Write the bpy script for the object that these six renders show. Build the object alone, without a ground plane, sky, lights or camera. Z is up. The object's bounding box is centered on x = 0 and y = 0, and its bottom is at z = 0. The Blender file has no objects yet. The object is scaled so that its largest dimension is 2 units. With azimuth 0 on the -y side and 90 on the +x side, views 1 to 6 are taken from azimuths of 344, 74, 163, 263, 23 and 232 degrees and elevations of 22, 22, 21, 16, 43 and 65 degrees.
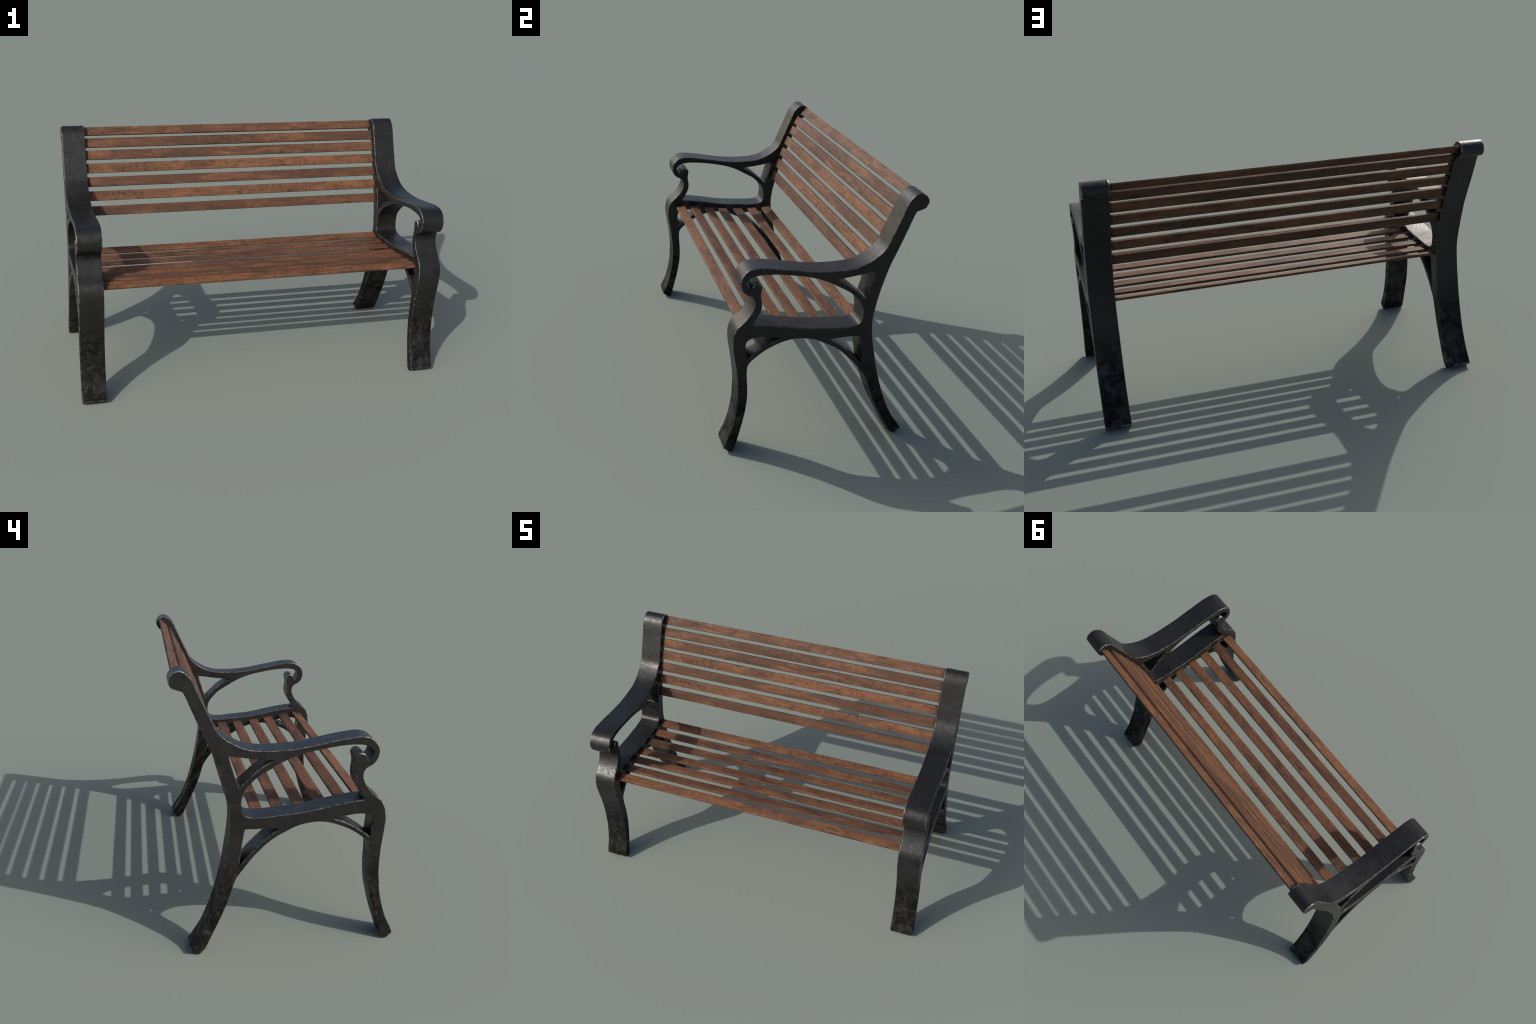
"""Park bench: two cast-iron end frames and fourteen wooden slats."""
import bpy, math, random
import numpy as np
from mathutils import Vector, noise
from mathutils.geometry import delaunay_2d_cdt

HALF = 1.0            # half of the bench length (x)
INNER = 0.8712        # inner face of each end frame
ROUND = 0.0047        # rounding of the casting's edges
STEP = 0.0075         # spacing of points along the profile

# --------------------------------------------------------------------------
# Profile of the end frame in the (y, z) plane.  Each outline is a chain of
# smooth runs; a run ends in a sharp corner where the next one begins.
# --------------------------------------------------------------------------
ROLL_TOP = [(0.417, 1.190), (0.443, 1.199), (0.461, 1.206), (0.470, 1.219), (0.476, 1.236),
            (0.469, 1.256), (0.457, 1.269), (0.443, 1.277), (0.426, 1.279), (0.411, 1.274),
            (0.396, 1.263), (0.383, 1.249), (0.372, 1.230)]
POST_FRONT = [(0.352, 1.181), (0.328, 1.123), (0.306, 1.071), (0.296, 1.046), (0.286, 1.023),
              (0.273, 1.004), (0.257, 0.988), (0.238, 0.973), (0.215, 0.958), (0.188, 0.943)]
ARM_TOP = [(0.160, 0.932), (0.127, 0.924), (0.089, 0.920), (0.046, 0.918), (0.005, 0.918),
           (-0.036, 0.920), (-0.075, 0.923), (-0.149, 0.934), (-0.232, 0.947), (-0.304, 0.956),
           (-0.331, 0.957), (-0.357, 0.954), (-0.380, 0.945), (-0.399, 0.928), (-0.411, 0.909),
           (-0.415, 0.887), (-0.412, 0.864), (-0.403, 0.845), (-0.389, 0.831), (-0.371, 0.821),
           (-0.357, 0.814)]
SUPPORT_FRONT = [(-0.357, 0.814), (-0.347, 0.801), (-0.343, 0.784), (-0.345, 0.765), (-0.353, 0.745),
                 (-0.365, 0.724), (-0.383, 0.701), (-0.403, 0.682), (-0.422, 0.664), (-0.435, 0.641),
                 (-0.442, 0.614), (-0.444, 0.583)]
FRONT_LEG_FRONT = [(-0.440, 0.544), (-0.432, 0.497), (-0.425, 0.455), (-0.419, 0.407), (-0.415, 0.365),
                   (-0.413, 0.328), (-0.414, 0.289), (-0.417, 0.235), (-0.424, 0.188), (-0.434, 0.140),
                   (-0.448, 0.096), (-0.466, 0.056), (-0.475, 0.032)]
FRONT_FOOT = [(-0.476, 0.020), (-0.465, 0.015), (-0.455, 0.004), (-0.447, 0.0), (-0.432, 0.0)]
FRONT_LEG_BACK = [(-0.425, 0.012), (-0.411, 0.059), (-0.391, 0.137), (-0.375, 0.214), (-0.368, 0.265),
                  (-0.366, 0.300), (-0.367, 0.345), (-0.370, 0.390), (-0.372, 0.429), (-0.370, 0.456)]
ARCH = [(-0.370, 0.460), (-0.355, 0.483), (-0.323, 0.511), (-0.296, 0.531), (-0.270, 0.546),
        (-0.240, 0.560), (-0.208, 0.572), (-0.180, 0.580), (-0.142, 0.585), (-0.105, 0.583),
        (-0.065, 0.577), (-0.031, 0.566), (0.000, 0.551), (0.034, 0.535), (0.063, 0.518),
        (0.087, 0.501), (0.113, 0.478), (0.142, 0.450), (0.168, 0.422), (0.188, 0.397),
        (0.209, 0.372), (0.225, 0.350), (0.236, 0.329), (0.247, 0.300)]
REAR_LEG_FRONT = [(0.257, 0.271), (0.272, 0.233), (0.301, 0.170), (0.338, 0.098), (0.369, 0.038),
                  (0.377, 0.022)]
REAR_FOOT = [(0.387, 0.014), (0.396, 0.003), (0.404, 0.0), (0.418, 0.0), (0.428, 0.013), (0.442, 0.017)]
REAR_LEG_BACK = [(0.447, 0.026), (0.429, 0.052), (0.408, 0.081), (0.389, 0.109), (0.360, 0.166),
                 (0.333, 0.230), (0.312, 0.293), (0.296, 0.348), (0.282, 0.399), (0.272, 0.448),
                 (0.257, 0.524), (0.250, 0.568), (0.245, 0.612), (0.244, 0.646)]
POST_BACK = [(0.2465, 0.678), (0.257, 0.737), (0.273, 0.807), (0.293, 0.876), (0.313, 0.936),
             (0.338, 0.996), (0.363, 1.056), (0.391, 1.127), (0.412, 1.181), (0.417, 1.190)]

OUTER = [ROLL_TOP + POST_FRONT + ARM_TOP,
         SUPPORT_FRONT + FRONT_LEG_FRONT + FRONT_FOOT[:1],
         FRONT_FOOT[:2], FRONT_FOOT[1:3], FRONT_FOOT[2:4], FRONT_FOOT[3:5],
         FRONT_FOOT[4:] + FRONT_LEG_BACK[:1],
         FRONT_LEG_BACK + ARCH[:1],
         ARCH + REAR_LEG_FRONT,
         REAR_LEG_FRONT[-1:] + REAR_FOOT[:1],
         REAR_FOOT[:2], REAR_FOOT[1:3], REAR_FOOT[2:4], REAR_FOOT[3:5], REAR_FOOT[4:6],
         REAR_FOOT[5:] + REAR_LEG_BACK[:1],
         REAR_LEG_BACK + POST_BACK]

ARM_TRIANGLE = [[(0.237, 0.905), (0.209, 0.900), (0.155, 0.890), (0.101, 0.882), (0.047, 0.875)],
                [(0.047, 0.875), (0.075, 0.861), (0.102, 0.845), (0.130, 0.826), (0.152, 0.806),
                 (0.174, 0.787), (0.199, 0.766)],
                [(0.199, 0.766), (0.209, 0.795), (0.217, 0.824), (0.226, 0.858), (0.237, 0.905)]]
ARM_OPENING = [[(-0.365, 0.851), (-0.370, 0.851), (-0.382, 0.865), (-0.388, 0.880), (-0.384, 0.893),
                (-0.371, 0.906), (-0.353, 0.916), (-0.335, 0.920), (-0.301, 0.922), (-0.259, 0.921),
                (-0.204, 0.916), (-0.149, 0.908), (-0.099, 0.899), (-0.060, 0.889), (-0.013, 0.873),
                (0.020, 0.858), (0.048, 0.843), (0.076, 0.828), (0.118, 0.804), (0.144, 0.781),
                (0.167, 0.757), (0.181, 0.735), (0.189, 0.707), (0.191, 0.676), (0.187, 0.652),
                (0.174, 0.635), (0.150, 0.627), (0.098, 0.624), (0.050, 0.627), (-0.003, 0.630),
                (-0.059, 0.633), (-0.104, 0.638), (-0.174, 0.650), (-0.245, 0.661), (-0.301, 0.668),
                (-0.353, 0.673)],
               [(-0.353, 0.673), (-0.341, 0.690), (-0.327, 0.716), (-0.315, 0.740), (-0.310, 0.764),
                (-0.311, 0.789), (-0.316, 0.818), (-0.315, 0.842), (-0.311, 0.861), (-0.317, 0.875),
                (-0.331, 0.882), (-0.346, 0.880), (-0.357, 0.869), (-0.362, 0.855), (-0.365, 0.851)]]
REAR_TRIANGLE = [[(0.180, 0.573), (0.138, 0.572), (0.083, 0.570), (0.031, 0.567)],
                 [(0.031, 0.567), (0.061, 0.547), (0.098, 0.519), (0.129, 0.492), (0.159, 0.464),
                  (0.185, 0.437), (0.212, 0.406)],
                 [(0.212, 0.406), (0.205, 0.446), (0.197, 0.491), (0.188, 0.540), (0.180, 0.573)]]
FRONT_TRIANGLE = [[(-0.212, 0.594), (-0.238, 0.600), (-0.276, 0.605), (-0.316, 0.608), (-0.347, 0.606),
                   (-0.366, 0.598), (-0.378, 0.586), (-0.382, 0.569), (-0.380, 0.549), (-0.376, 0.522),
                   (-0.372, 0.497)],
                  [(-0.372, 0.497), (-0.356, 0.512), (-0.330, 0.532), (-0.301, 0.553), (-0.269, 0.570),
                   (-0.241, 0.583), (-0.212, 0.594)]]


def smooth_run(points):
    """Centripetal Catmull-Rom through the points, resampled evenly, last point left out."""
    p = np.array(points, float)
    if len(p) > 2:
        q = np.vstack([2 * p[0] - p[1], p, 2 * p[-1] - p[-2]])
        dense = []
        for i in range(1, len(q) - 2):
            a, b, c, d = q[i - 1], q[i], q[i + 1], q[i + 2]
            t = np.cumsum([0] + [max(math.sqrt(np.hypot(*(v - u))), 1e-5)
                                 for u, v in ((a, b), (b, c), (c, d))])
            for s in np.linspace(t[1], t[2], 12, endpoint=False):
                a1 = (t[1] - s) / (t[1] - t[0]) * a + (s - t[0]) / (t[1] - t[0]) * b
                a2 = (t[2] - s) / (t[2] - t[1]) * b + (s - t[1]) / (t[2] - t[1]) * c
                a3 = (t[3] - s) / (t[3] - t[2]) * c + (s - t[2]) / (t[3] - t[2]) * d
                b1 = (t[2] - s) / (t[2] - t[0]) * a1 + (s - t[0]) / (t[2] - t[0]) * a2
                b2 = (t[3] - s) / (t[3] - t[1]) * a2 + (s - t[1]) / (t[3] - t[1]) * a3
                dense.append((t[2] - s) / (t[2] - t[1]) * b1 + (s - t[1]) / (t[2] - t[1]) * b2)
        p = np.vstack([dense, p[-1:]])
    seg = np.hypot(*np.diff(p, axis=0).T)
    length = np.concatenate([[0], np.cumsum(seg)])
    n = max(1, round(length[-1] / STEP))
    s = np.linspace(0, length[-1], n + 1)[:-1]
    return np.stack([np.interp(s, length, p[:, k]) for k in (0, 1)], 1)


def outline(runs):
    return np.vstack([smooth_run(r) for r in runs])


def area(p):
    q = np.roll(p, -1, 0)
    return 0.5 * np.sum(p[:, 0] * q[:, 1] - q[:, 0] * p[:, 1])


def into_metal(p, is_hole):
    """Mitred unit offsets that point from the outline into the casting."""
    if (area(p) < 0) != is_hole:
        p = p[::-1]
    d = np.roll(p, -1, 0) - p
    d /= np.hypot(*d.T)[:, None]
    n = np.stack([-d[:, 1], d[:, 0]], 1)
    m = n + np.roll(n, 1, 0)
    m /= np.maximum(np.hypot(*m.T), 1e-6)[:, None]
    c = np.clip((m * n).sum(1), 0.55, 1)
    return p, m / c[:, None]


def inside(q, loops):
    r = np.zeros(len(q), bool)
    for p in loops:
        a, b = p, np.roll(p, -1, 0)
        for (x0, y0), (x1, y1) in zip(a, b):
            if y0 == y1:
                continue
            hit = ((y0 > q[:, 1]) != (y1 > q[:, 1])) & \
                  (q[:, 0] < (x1 - x0) * (q[:, 1] - y0) / (y1 - y0) + x0)
            r ^= hit
    return r


def clearance(q, loops):
    d = np.full(len(q), 9.0)
    for p in loops:
        for s in range(0, len(q), 4000):
            e = np.hypot(q[s:s + 4000, None, 0] - p[None, :, 0], q[s:s + 4000, None, 1] - p[None, :, 1])
            d[s:s + 4000] = np.minimum(d[s:s + 4000], e.min(1))
    return d


LOOPS = [into_metal(outline(r), h) for r, h in
         ((OUTER, False), (ARM_TRIANGLE, True), (ARM_OPENING, True),
          (REAR_TRIANGLE, True), (FRONT_TRIANGLE, True))]


def fbm(v, scale, seed):
    return noise.noise(Vector((v[0] * scale + seed, v[1] * scale - seed * 1.7, v[2] * scale + 3.1 * seed)))


def casting(seed, x_in, x_out):
    """The whole end frame as one rounded, slightly lumpy shell."""
    side = 1 if x_out > x_in else -1
    width = abs(x_out - x_in)
    mid = 0.5 * (x_in + x_out)
    half = width / 2
    angles = [0, 22, 45, 68, 90]
    verts, faces, cap_rings = [], [], {1: [], -1: []}

    for p, m in LOOPS:
        n = len(p)
        rad = np.array([ROUND * (1 + 0.35 * fbm((0, a, b), 32, seed) + 0.2 * fbm((0, a, b), 80, seed + 5))
                        for a, b in p])
        rings = []
        for a in reversed(angles):                       # from the -x cap round to the +x cap
            c, s = math.cos(math.radians(a)), math.sin(math.radians(a))
            rings.append((p + m * (rad * (1 - c))[:, None], -(half - rad + rad * s)))
        inner = half - ROUND * 1.6
        for x in np.linspace(-inner, inner, 11):
            rings.append((p, np.full(n, x)))
        for a in angles:
            c, s = math.cos(math.radians(a)), math.sin(math.radians(a))
            rings.append((p + m * (rad * (1 - c))[:, None], half - rad + rad * s))
        hold = p + m * (ROUND * 1.4)
        rings.insert(0, (hold, np.full(n, -half)))
        rings.append((hold, np.full(n, half)))
        base = len(verts)
        for q, x in rings:
            verts += [(mid + xx, a, b) for (a, b), xx in zip(q, x)]
        for k in range(len(rings) - 1):
            for i in range(n):
                j = (i + 1) % n
                faces.append((base + k * n + i, base + k * n + j,
                              base + (k + 1) * n + j, base + (k + 1) * n + i))
        cap_rings[-1].append((base, hold))
        cap_rings[1].append((base + (len(rings) - 1) * n, hold))

    # flat faces of the casting: inner points on a jittered grid, triangulated
    rng = random.Random(seed)
    holds = [h for _, h in cap_rings[1]]
    g = 0.0125
    grid = np.array([(y + rng.uniform(-.25, .25) * g, z + rng.uniform(-.25, .25) * g)
                     for y in np.arange(-0.48, 0.48, g) for z in np.arange(0.004, 1.28, g)])
    grid = grid[inside(grid, holds)]
    grid = grid[clearance(grid, holds) > 0.0065]
    flat = np.vstack(holds + [grid])
    edges, at = [], 0
    for h in holds:
        edges += [(at + i, at + (i + 1) % len(h)) for i in range(len(h))]
        at += len(h)
    cv, _, cf, orig, _, _ = delaunay_2d_cdt([Vector(v) for v in flat], edges, [], 0, 1e-7)
    cv = np.array([tuple(v) for v in cv])
    tri = np.array([f for f in cf if len(f) == 3])
    tri = tri[inside(cv[tri].mean(1), holds)]
    for sgn in (-1, 1):
        ring_index = np.concatenate([np.arange(len(h)) + b for b, h in cap_rings[sgn]])
        remap = {}
        for k, o in enumerate(orig):
            low = [i for i in o if i < len(ring_index)]
            if low:
                remap[k] = int(ring_index[low[0]])
        for f in tri:
            t = []
            for k in f:
                if int(k) not in remap:
                    remap[int(k)] = len(verts)
                    verts.append((mid + sgn * half, cv[k][0], cv[k][1]))
                t.append(remap[int(k)])
            faces.append(tuple(t) if sgn > 0 else tuple(reversed(t)))

    mesh = bpy.data.meshes.new("casting")
    mesh.from_pydata(verts, [], faces)
    mesh.update()
    import bmesh
    bm = bmesh.new()
    bm.from_mesh(mesh)
    bmesh.ops.recalc_face_normals(bm, faces=bm.faces)
    bm.normal_update()
    for v in bm.verts:
        c = v.co
        lump = 0.0005 * fbm(c, 14, seed) + 0.0004 * fbm(c, 42, seed + 2) + 0.0003 * fbm(c, 110, seed + 9)
        v.co = c + v.normal * lump
        v.co.z = max(v.co.z, 0.0)
        v.co.x = max(-HALF, min(HALF, v.co.x))
    bm.to_mesh(mesh)
    bm.free()
    mesh.update()
    return mesh


def region(y, z):
    """Which member of the frame a point of the profile belongs to."""
    if z < 0.49 and y < -0.30:
        return "front_leg"
    if y < -0.366 and z < 0.60:
        return "front_leg"
    if y > 0.10 and z < 0.40 + 0.0 * y:
        return "rear_leg"
    if z < 0.57 and y > 0.180 + max(0.0, (0.573 - z)) * 0.19:
        return "rear_leg"
    if z < 0.585 and (y > 0.031 or y < -0.212):
        below = z < (0.594 if y < 0 else 0.5675)
        if below:
            return "brace"
    if z < 0.675:
        return "seat_rail" if y < 0.186 else "backrest_post"
    if y < -0.30 and z < 0.80:
        return "arm_support"
    if y < -0.30 and z < 0.884 and y > -0.361:
        return "arm_support"
    if y > 0.04 and z < 0.875 and y < 0.192 + max(0, z - 0.766) * 0.28:
        lower = 0.875 - (y - 0.047) * 0.16 if y > 0.047 else 0.875
        if z < lower and z > 0.70:
            return "brace"
    if y > 0.185 and (z > 0.96 or y > 0.236 or z < 0.90):
        return "backrest_post"
    return "armrest"


# --------------------------------------------------------------------------
# Materials
# --------------------------------------------------------------------------
class Nodes:
    def __init__(self, name):
        self.mat = bpy.data.materials.new(name)
        self.mat.use_nodes = True
        self.t = self.mat.node_tree
        self.t.nodes.clear()
        self.out = self.t.nodes.new("ShaderNodeOutputMaterial")
        self.bsdf = self.t.nodes.new("ShaderNodeBsdfPrincipled")
        self.t.links.new(self.bsdf.outputs[0], self.out.inputs[0])
        self.co = self.t.nodes.new("ShaderNodeTexCoord").outputs["Object"]

    def put(self, sock, val):
        if isinstance(val, bpy.types.NodeSocket):
            self.t.links.new(val, sock)
        else:
            sock.default_value = val

    def mapping(self, scale, vec=None, loc=(0, 0, 0)):
        n = self.t.nodes.new("ShaderNodeMapping")
        self.put(n.inputs["Vector"], vec or self.co)
        n.inputs["Scale"].default_value = scale
        self.put(n.inputs["Location"], loc)
        return n.outputs[0]

    def noise(self, vec, scale, detail=4, rough=0.55, distort=0.0):
        n = self.t.nodes.new("ShaderNodeTexNoise")
        self.put(n.inputs["Vector"], vec)
        n.inputs["Scale"].default_value = scale
        n.inputs["Detail"].default_value = detail
        n.inputs["Roughness"].default_value = rough
        n.inputs["Distortion"].default_value = distort
        return n.outputs["Fac"]

    def ramp(self, fac, lo, hi, a=0.0, b=1.0):
        n = self.t.nodes.new("ShaderNodeMapRange")
        n.interpolation_type = 'SMOOTHSTEP'
        self.put(n.inputs["Value"], fac)
        for k, v in (("From Min", lo), ("From Max", hi), ("To Min", a), ("To Max", b)):
            n.inputs[k].default_value = v
        return n.outputs[0]

    def math(self, op, a, b=0.0):
        n = self.t.nodes.new("ShaderNodeMath")
        n.operation = op
        self.put(n.inputs[0], a)
        self.put(n.inputs[1], b)
        return n.outputs[0]

    def mix(self, fac, a, b, mode='MIX'):
        n = self.t.nodes.new("ShaderNodeMix")
        n.data_type = 'RGBA'
        n.blend_type = mode
        self.put(n.inputs[0], fac)
        self.put(n.inputs[6], a)
        self.put(n.inputs[7], b)
        return n.outputs[2]

    def bump(self, height, strength, dist, normal=None):
        n = self.t.nodes.new("ShaderNodeBump")
        self.put(n.inputs["Height"], height)
        n.inputs["Strength"].default_value = strength
        n.inputs["Distance"].default_value = dist
        if normal:
            self.put(n.inputs["Normal"], normal)
        return n.outputs[0]


def iron_material():
    m = Nodes("black_painted_cast_iron")
    geo = m.t.nodes.new("ShaderNodeNewGeometry")
    sep = m.t.nodes.new("ShaderNodeSeparateXYZ")
    m.put(sep.inputs[0], m.co)
    broad = m.noise(m.co, 6, 4)
    fine = m.noise(m.co, 70, 5, 0.65)
    blot = m.noise(m.co, 15, 7, 0.72, 0.5)
    mottle = m.noise(m.co, 24, 7, 0.75, 0.4)
    # bare metal where the paint is rubbed off the rims
    rim = m.math('MULTIPLY', m.ramp(geo.outputs["Pointiness"], RIM[0], RIM[1]),
                 m.ramp(m.noise(m.co, 48, 4, 0.6), 0.40, 0.56, 0.05, 1.0))
    # splashed dirt with paler flecks, on the lower half of the legs
    low = m.ramp(m.math('ADD', sep.outputs["Z"], m.math('MULTIPLY', blot, 0.5)), 0.52, 0.80, 1.0, 0.22)
    rim = m.math('MULTIPLY', rim, m.math('SUBTRACT', 1.0, m.math('MULTIPLY', low, 0.75)))
    dirt = m.math('MULTIPLY', low, m.ramp(blot, 0.40, 0.58, 0.35, 1.0))
    fleck = m.math('MULTIPLY', low, m.ramp(mottle, 0.50, 0.66))
    # pits: small dark specks gathered in clusters
    pits = m.math('MULTIPLY', m.ramp(m.noise(m.co, 90, 3, 0.5), 0.62, 0.69), m.ramp(broad, 0.54, 0.64))
    # faint rubbed patches in the paint
    rub = m.math('MULTIPLY', m.ramp(m.noise(m.co, 55, 6, 0.75), 0.56, 0.72), m.ramp(broad, 0.64, 0.44))
    col = m.mix(m.ramp(broad, 0.3, 0.7), (0.0085, 0.0085, 0.0085, 1), (0.0125, 0.0122, 0.012, 1))
    col = m.mix(m.math('MULTIPLY', rub, 0.55), col, (0.036, 0.0355, 0.035, 1))
    col = m.mix(m.math('MULTIPLY', dirt, 0.85), col, (0.0045, 0.0036, 0.0028, 1))
    col = m.mix(m.math('MULTIPLY', fleck, 0.70), col, (0.042, 0.039, 0.035, 1))
    col = m.mix(m.math('MULTIPLY', pits, 0.85), col, (0.005, 0.005, 0.005, 1))
    col = m.mix(rim, col, (0.50, 0.49, 0.47, 1))
    m.put(m.bsdf.inputs["Base Color"], col)
    m.put(m.bsdf.inputs["Metallic"], rim)
    rough = m.math('ADD', m.ramp(m.math('ADD', m.math('MULTIPLY', fine, .62), m.math('MULTIPLY', broad, .38)),
                                 0.38, 0.62, 0.27, 0.42), m.math('MULTIPLY', dirt, 0.22))
    m.put(m.bsdf.inputs["Roughness"], m.math('SUBTRACT', rough, m.math('MULTIPLY', rim, 0.08)))
    m.put(m.bsdf.inputs["Specular IOR Level"],
          m.math('MULTIPLY', m.math('SUBTRACT', 1.0, m.math('MULTIPLY', dirt, 0.80)), 0.45))
    rug = m.math('MULTIPLY', m.noise(m.co, 60, 4, 0.6), m.ramp(m.noise(m.co, 5, 2), 0.40, 0.60, 0.25, 1.0))
    n1 = m.bump(rug, 0.22, 0.005)
    n2 = m.bump(m.noise(m.co, 160, 5, 0.7), 0.30, 0.0016, n1)
    n3 = m.bump(m.math('MULTIPLY', m.math('ADD', pits, m.math('MULTIPLY', fleck, 0.3)), -1.0), 0.30, 0.002, n2)
    m.put(m.bsdf.inputs["Normal"], n3)
    return m.mat


def wood_material():
    m = Nodes("stained_hardwood")
    info = m.t.nodes.new("ShaderNodeObjectInfo")
    rnd = info.outputs["Random"]
    shift = m.t.nodes.new("ShaderNodeCombineXYZ")
    m.put(shift.inputs[0], m.math('MULTIPLY', rnd, 37.0))
    m.put(shift.inputs[1], m.math('MULTIPLY', rnd, 11.0))
    m.put(shift.inputs[2], m.math('MULTIPLY', rnd, 23.0))
    base = m.t.nodes.new("ShaderNodeVectorMath")
    base.operation = 'ADD'
    m.put(base.inputs[0], m.co)
    m.put(base.inputs[1], shift.outputs[0])
    v = base.outputs[0]
    cloud = m.noise(m.mapping((5, 24, 24), v), 1.0, 5, 0.62, 0.5)         # soft light and dark zones
    grain = m.noise(m.mapping((9, 130, 130), v), 1.0, 5, 0.6, 0.3)       # fibres along the slat
    figure = m.noise(m.mapping((42, 20, 20), v), 1.0, 5, 0.65, 0.8)      # mottled figure across it
    zone = m.ramp(m.noise(m.mapping((3.2, 8, 8), v, (3, 1, 7)), 1.0, 3), 0.51, 0.68)
    speck = m.ramp(m.noise(m.mapping((62, 46, 46), v), 1.0, 4, 0.60, 0.6), 0.46, 0.64)
    stain = m.math('MULTIPLY', zone, speck)                              # clusters of dark weathering
    tone = m.ramp(m.math('FRACT', m.math('MULTIPLY', rnd, 3.7)), 0.0, 1.0, -0.13, 0.08)
    col = m.mix(m.ramp(m.math('ADD', cloud, tone), 0.30, 0.72), WOOD_DARK, WOOD_LIGHT)
    col = m.mix(m.math('MULTIPLY', m.ramp(figure, 0.44, 0.66), 0.48), col, WOOD_FIGURE)
    col = m.mix(m.math('MULTIPLY', m.ramp(grain, 0.42, 0.66), 0.42), col, WOOD_FIGURE)
    col = m.mix(m.math('MULTIPLY', zone, 0.30), col, WOOD_FIGURE)
    col = m.mix(m.math('MULTIPLY', stain, 0.75), col, WOOD_STAIN)
    smudge = m.ramp(m.noise(m.mapping((10, 24, 24), v, (9, 4, 2)), 1.0, 5, 0.65, 1.2), 0.555, 0.70)
    col = m.mix(m.math('MULTIPLY', smudge, 0.70), col, WOOD_STAIN)       # a few knots and smudges
    m.put(m.bsdf.inputs["Base Color"], col)
    m.put(m.bsdf.inputs["Roughness"], m.ramp(cloud, 0.3, 0.7, 0.70, 0.58))
    m.bsdf.inputs["Specular IOR Level"].default_value = 0.24
    n1 = m.bump(grain, 0.25, 0.0012)
    m.put(m.bsdf.inputs["Normal"], m.bump(figure, 0.10, 0.002, n1))
    return m.mat


RIM = (0.518, 0.560)
WOOD_LIGHT = (0.192, 0.083, 0.038, 1)
WOOD_DARK = (0.078, 0.037, 0.022, 1)
WOOD_FIGURE = (0.058, 0.030, 0.019, 1)
WOOD_STAIN = (0.026, 0.017, 0.013, 1)
IRON = iron_material()
WOOD = wood_material()
COLL = bpy.context.scene.collection


def add(ob, parent=None):
    COLL.objects.link(ob)
    if parent:
        ob.parent = parent
    return ob


bench = add(bpy.data.objects.new("park_bench", None))
bench["label"] = "park bench with brown wooden slats and black cast-iron scrolled ends"
bench["category"] = "bench"


# --------------------------------------------------------------------------
# End frames: one casting each, its members separated without a seam
# --------------------------------------------------------------------------
def end_frame(seed, x_in, x_out):
    whole = casting(seed, x_in, x_out)
    mid = 0.5 * (x_in + x_out)
    frame = add(bpy.data.objects.new("end_frame", None), bench)
    frame.location = (mid, 0, 0)
    vn = [v.vector.copy() for v in whole.vertex_normals]
    groups = {}
    for f in whole.polygons:
        c = f.center
        groups.setdefault(region(c.y, c.z), []).append(f)
    for name, fs in groups.items():
        used, vs, out = {}, [], []
        for f in fs:
            t = []
            for i in f.vertices:
                if i not in used:
                    used[i] = len(vs)
                    vs.append(i)
                t.append(used[i])
            out.append(t)
        me = bpy.data.meshes.new(name)
        me.from_pydata([whole.vertices[i].co for i in vs], [], out)
        me.polygons.foreach_set("use_smooth", [True] * len(me.polygons))
        me.update()
        me.normals_split_custom_set_from_vertices([vn[i] for i in vs])
        me.materials.append(IRON)
        ob = add(bpy.data.objects.new(name, me), frame)
        ob.location = (-mid, 0, 0)
    bpy.data.meshes.remove(whole)
    return frame


end_frame(1.3, -INNER, -HALF)
end_frame(4.7, INNER, HALF)

# --------------------------------------------------------------------------
# Slats: rounded bars; each is placed by the middle of its upper face
# --------------------------------------------------------------------------
BACK_THICK = 0.0160
SEAT_THICK = 0.0136


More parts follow.
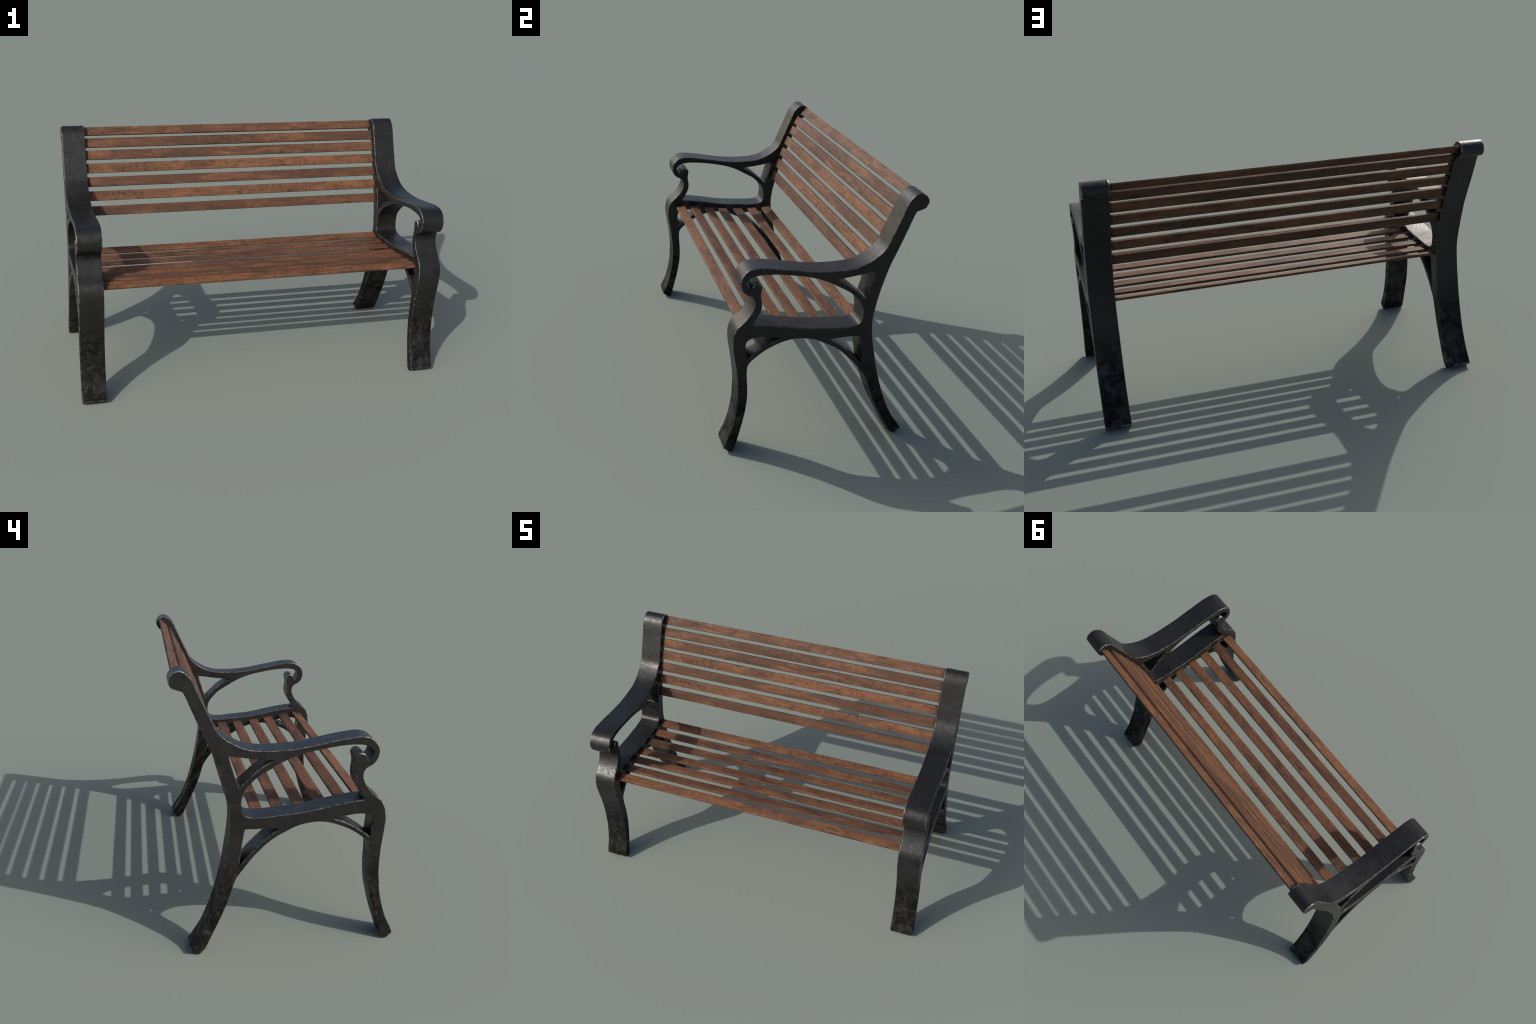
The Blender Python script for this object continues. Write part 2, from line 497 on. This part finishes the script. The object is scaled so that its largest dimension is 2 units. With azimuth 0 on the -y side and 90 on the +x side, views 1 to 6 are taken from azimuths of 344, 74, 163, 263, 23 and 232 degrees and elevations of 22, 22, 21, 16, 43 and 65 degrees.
def slat_mesh(name, width, thick, seed):
    """A bar along x with rounded arrises, its upper face in the plane z = 0."""
    w, t, r = width / 2, thick, 0.0022
    prof = []
    for cy, cz, a0 in ((w - r, -r, 0), (-w + r, -r, 90), (-w + r, -t + r, 180), (w - r, -t + r, 270)):
        for k in range(4):
            a = math.radians(a0 + 30 * k)
            prof.append((cy + r * math.cos(a), cz + r * math.sin(a)))
        if a0 in (0, 180):
            sgn = 1 if a0 == 0 else -1
            for s in (0.5, 0, -0.5):
                prof.append((sgn * s * (w - r), 0.0 if sgn > 0 else -t))
    end = INNER + 0.003
    xs = np.linspace(-end, end, 90)
    n = len(prof)
    verts, faces = [], []
    for x in xs:
        for y, z in prof:
            c = (x, y, z)
            dy = 0.0007 * fbm((x, math.copysign(.1, y), 0), 6, seed)
            dz = 0.0005 * fbm((x, y * 3, math.copysign(.1, z + t / 2)), 7, seed + 3)
            verts.append((x, y + dy, z + dz))
    for i in range(len(xs) - 1):
        for k in range(n):
            j = (k + 1) % n
            faces.append((i * n + k, i * n + j, (i + 1) * n + j, (i + 1) * n + k))
    faces.append(tuple(range(n)))
    faces.append(tuple(reversed(range((len(xs) - 1) * n, len(xs) * n))))
    me = bpy.data.meshes.new(name)
    me.from_pydata(verts, [], faces)
    me.update()
    import bmesh
    bm = bmesh.new()
    bm.from_mesh(me)
    bmesh.ops.recalc_face_normals(bm, faces=bm.faces)
    bm.to_mesh(me)
    bm.free()
    me.polygons.foreach_set("use_smooth", [len(p.vertices) == 4 for p in me.polygons])
    me.materials.append(WOOD)
    return me


# seat slats: (y, z) of the front and rear edge of the upper face, front to back
SEAT = [((-0.3935, 0.6343), (-0.3410, 0.6450)), ((-0.3045, 0.6412), (-0.2505, 0.6350)),
        ((-0.2085, 0.6263), (-0.1560, 0.6222)), ((-0.1158, 0.6155), (-0.0632, 0.6122)),
        ((-0.0152, 0.6105), (0.0380, 0.6078)), ((0.0808, 0.6050), (0.1343, 0.6060)),
        ((0.1733, 0.6042), (0.2248, 0.6154))]
# back slats: (y, z) of the lower and upper edge of the front face, top to bottom
BACK = [((0.4135, 1.2300), (0.4515, 1.2655)), ((0.3705, 1.1680), (0.3955, 1.2150)),
        ((0.3435, 1.1035), (0.3652, 1.1520)), ((0.3130, 1.0355), (0.3345, 1.0838)),
        ((0.2840, 0.9645), (0.3063, 1.0120)), ((0.2570, 0.8890), (0.2780, 0.9375)),
        ((0.2320, 0.8085), (0.2508, 0.8575))]

seat = add(bpy.data.objects.new("seat", None), bench)
backrest = add(bpy.data.objects.new("backrest", None), bench)
for parent, rows, name in ((seat, SEAT, "seat_slat"), (backrest, BACK, "backrest_slat")):
    width, thick, seed = (0.0543, SEAT_THICK, 11.0) if parent is seat else (0.0541, BACK_THICK, 2.0)
    shared = [slat_mesh(name, width, thick, seed + k) for k in range(3)]
    for i, ((y0, z0), (y1, z1)) in enumerate(rows):
        ob = add(bpy.data.objects.new(name, shared[i % 3]), parent)
        if parent is backrest and i == 0:                 # the topmost slat is thinner
            ob.data = slat_mesh(name, width, 0.0120, 8.0)
        tilt = math.atan2(z1 - z0, y1 - y0)
        ob.location = (0, (y0 + y1) / 2 + 0.0006 * math.sin(tilt), (z0 + z1) / 2 - 0.0006 * math.cos(tilt))
        ob.rotation_euler = (tilt, 0, 0)
bpy.context.view_layer.update()
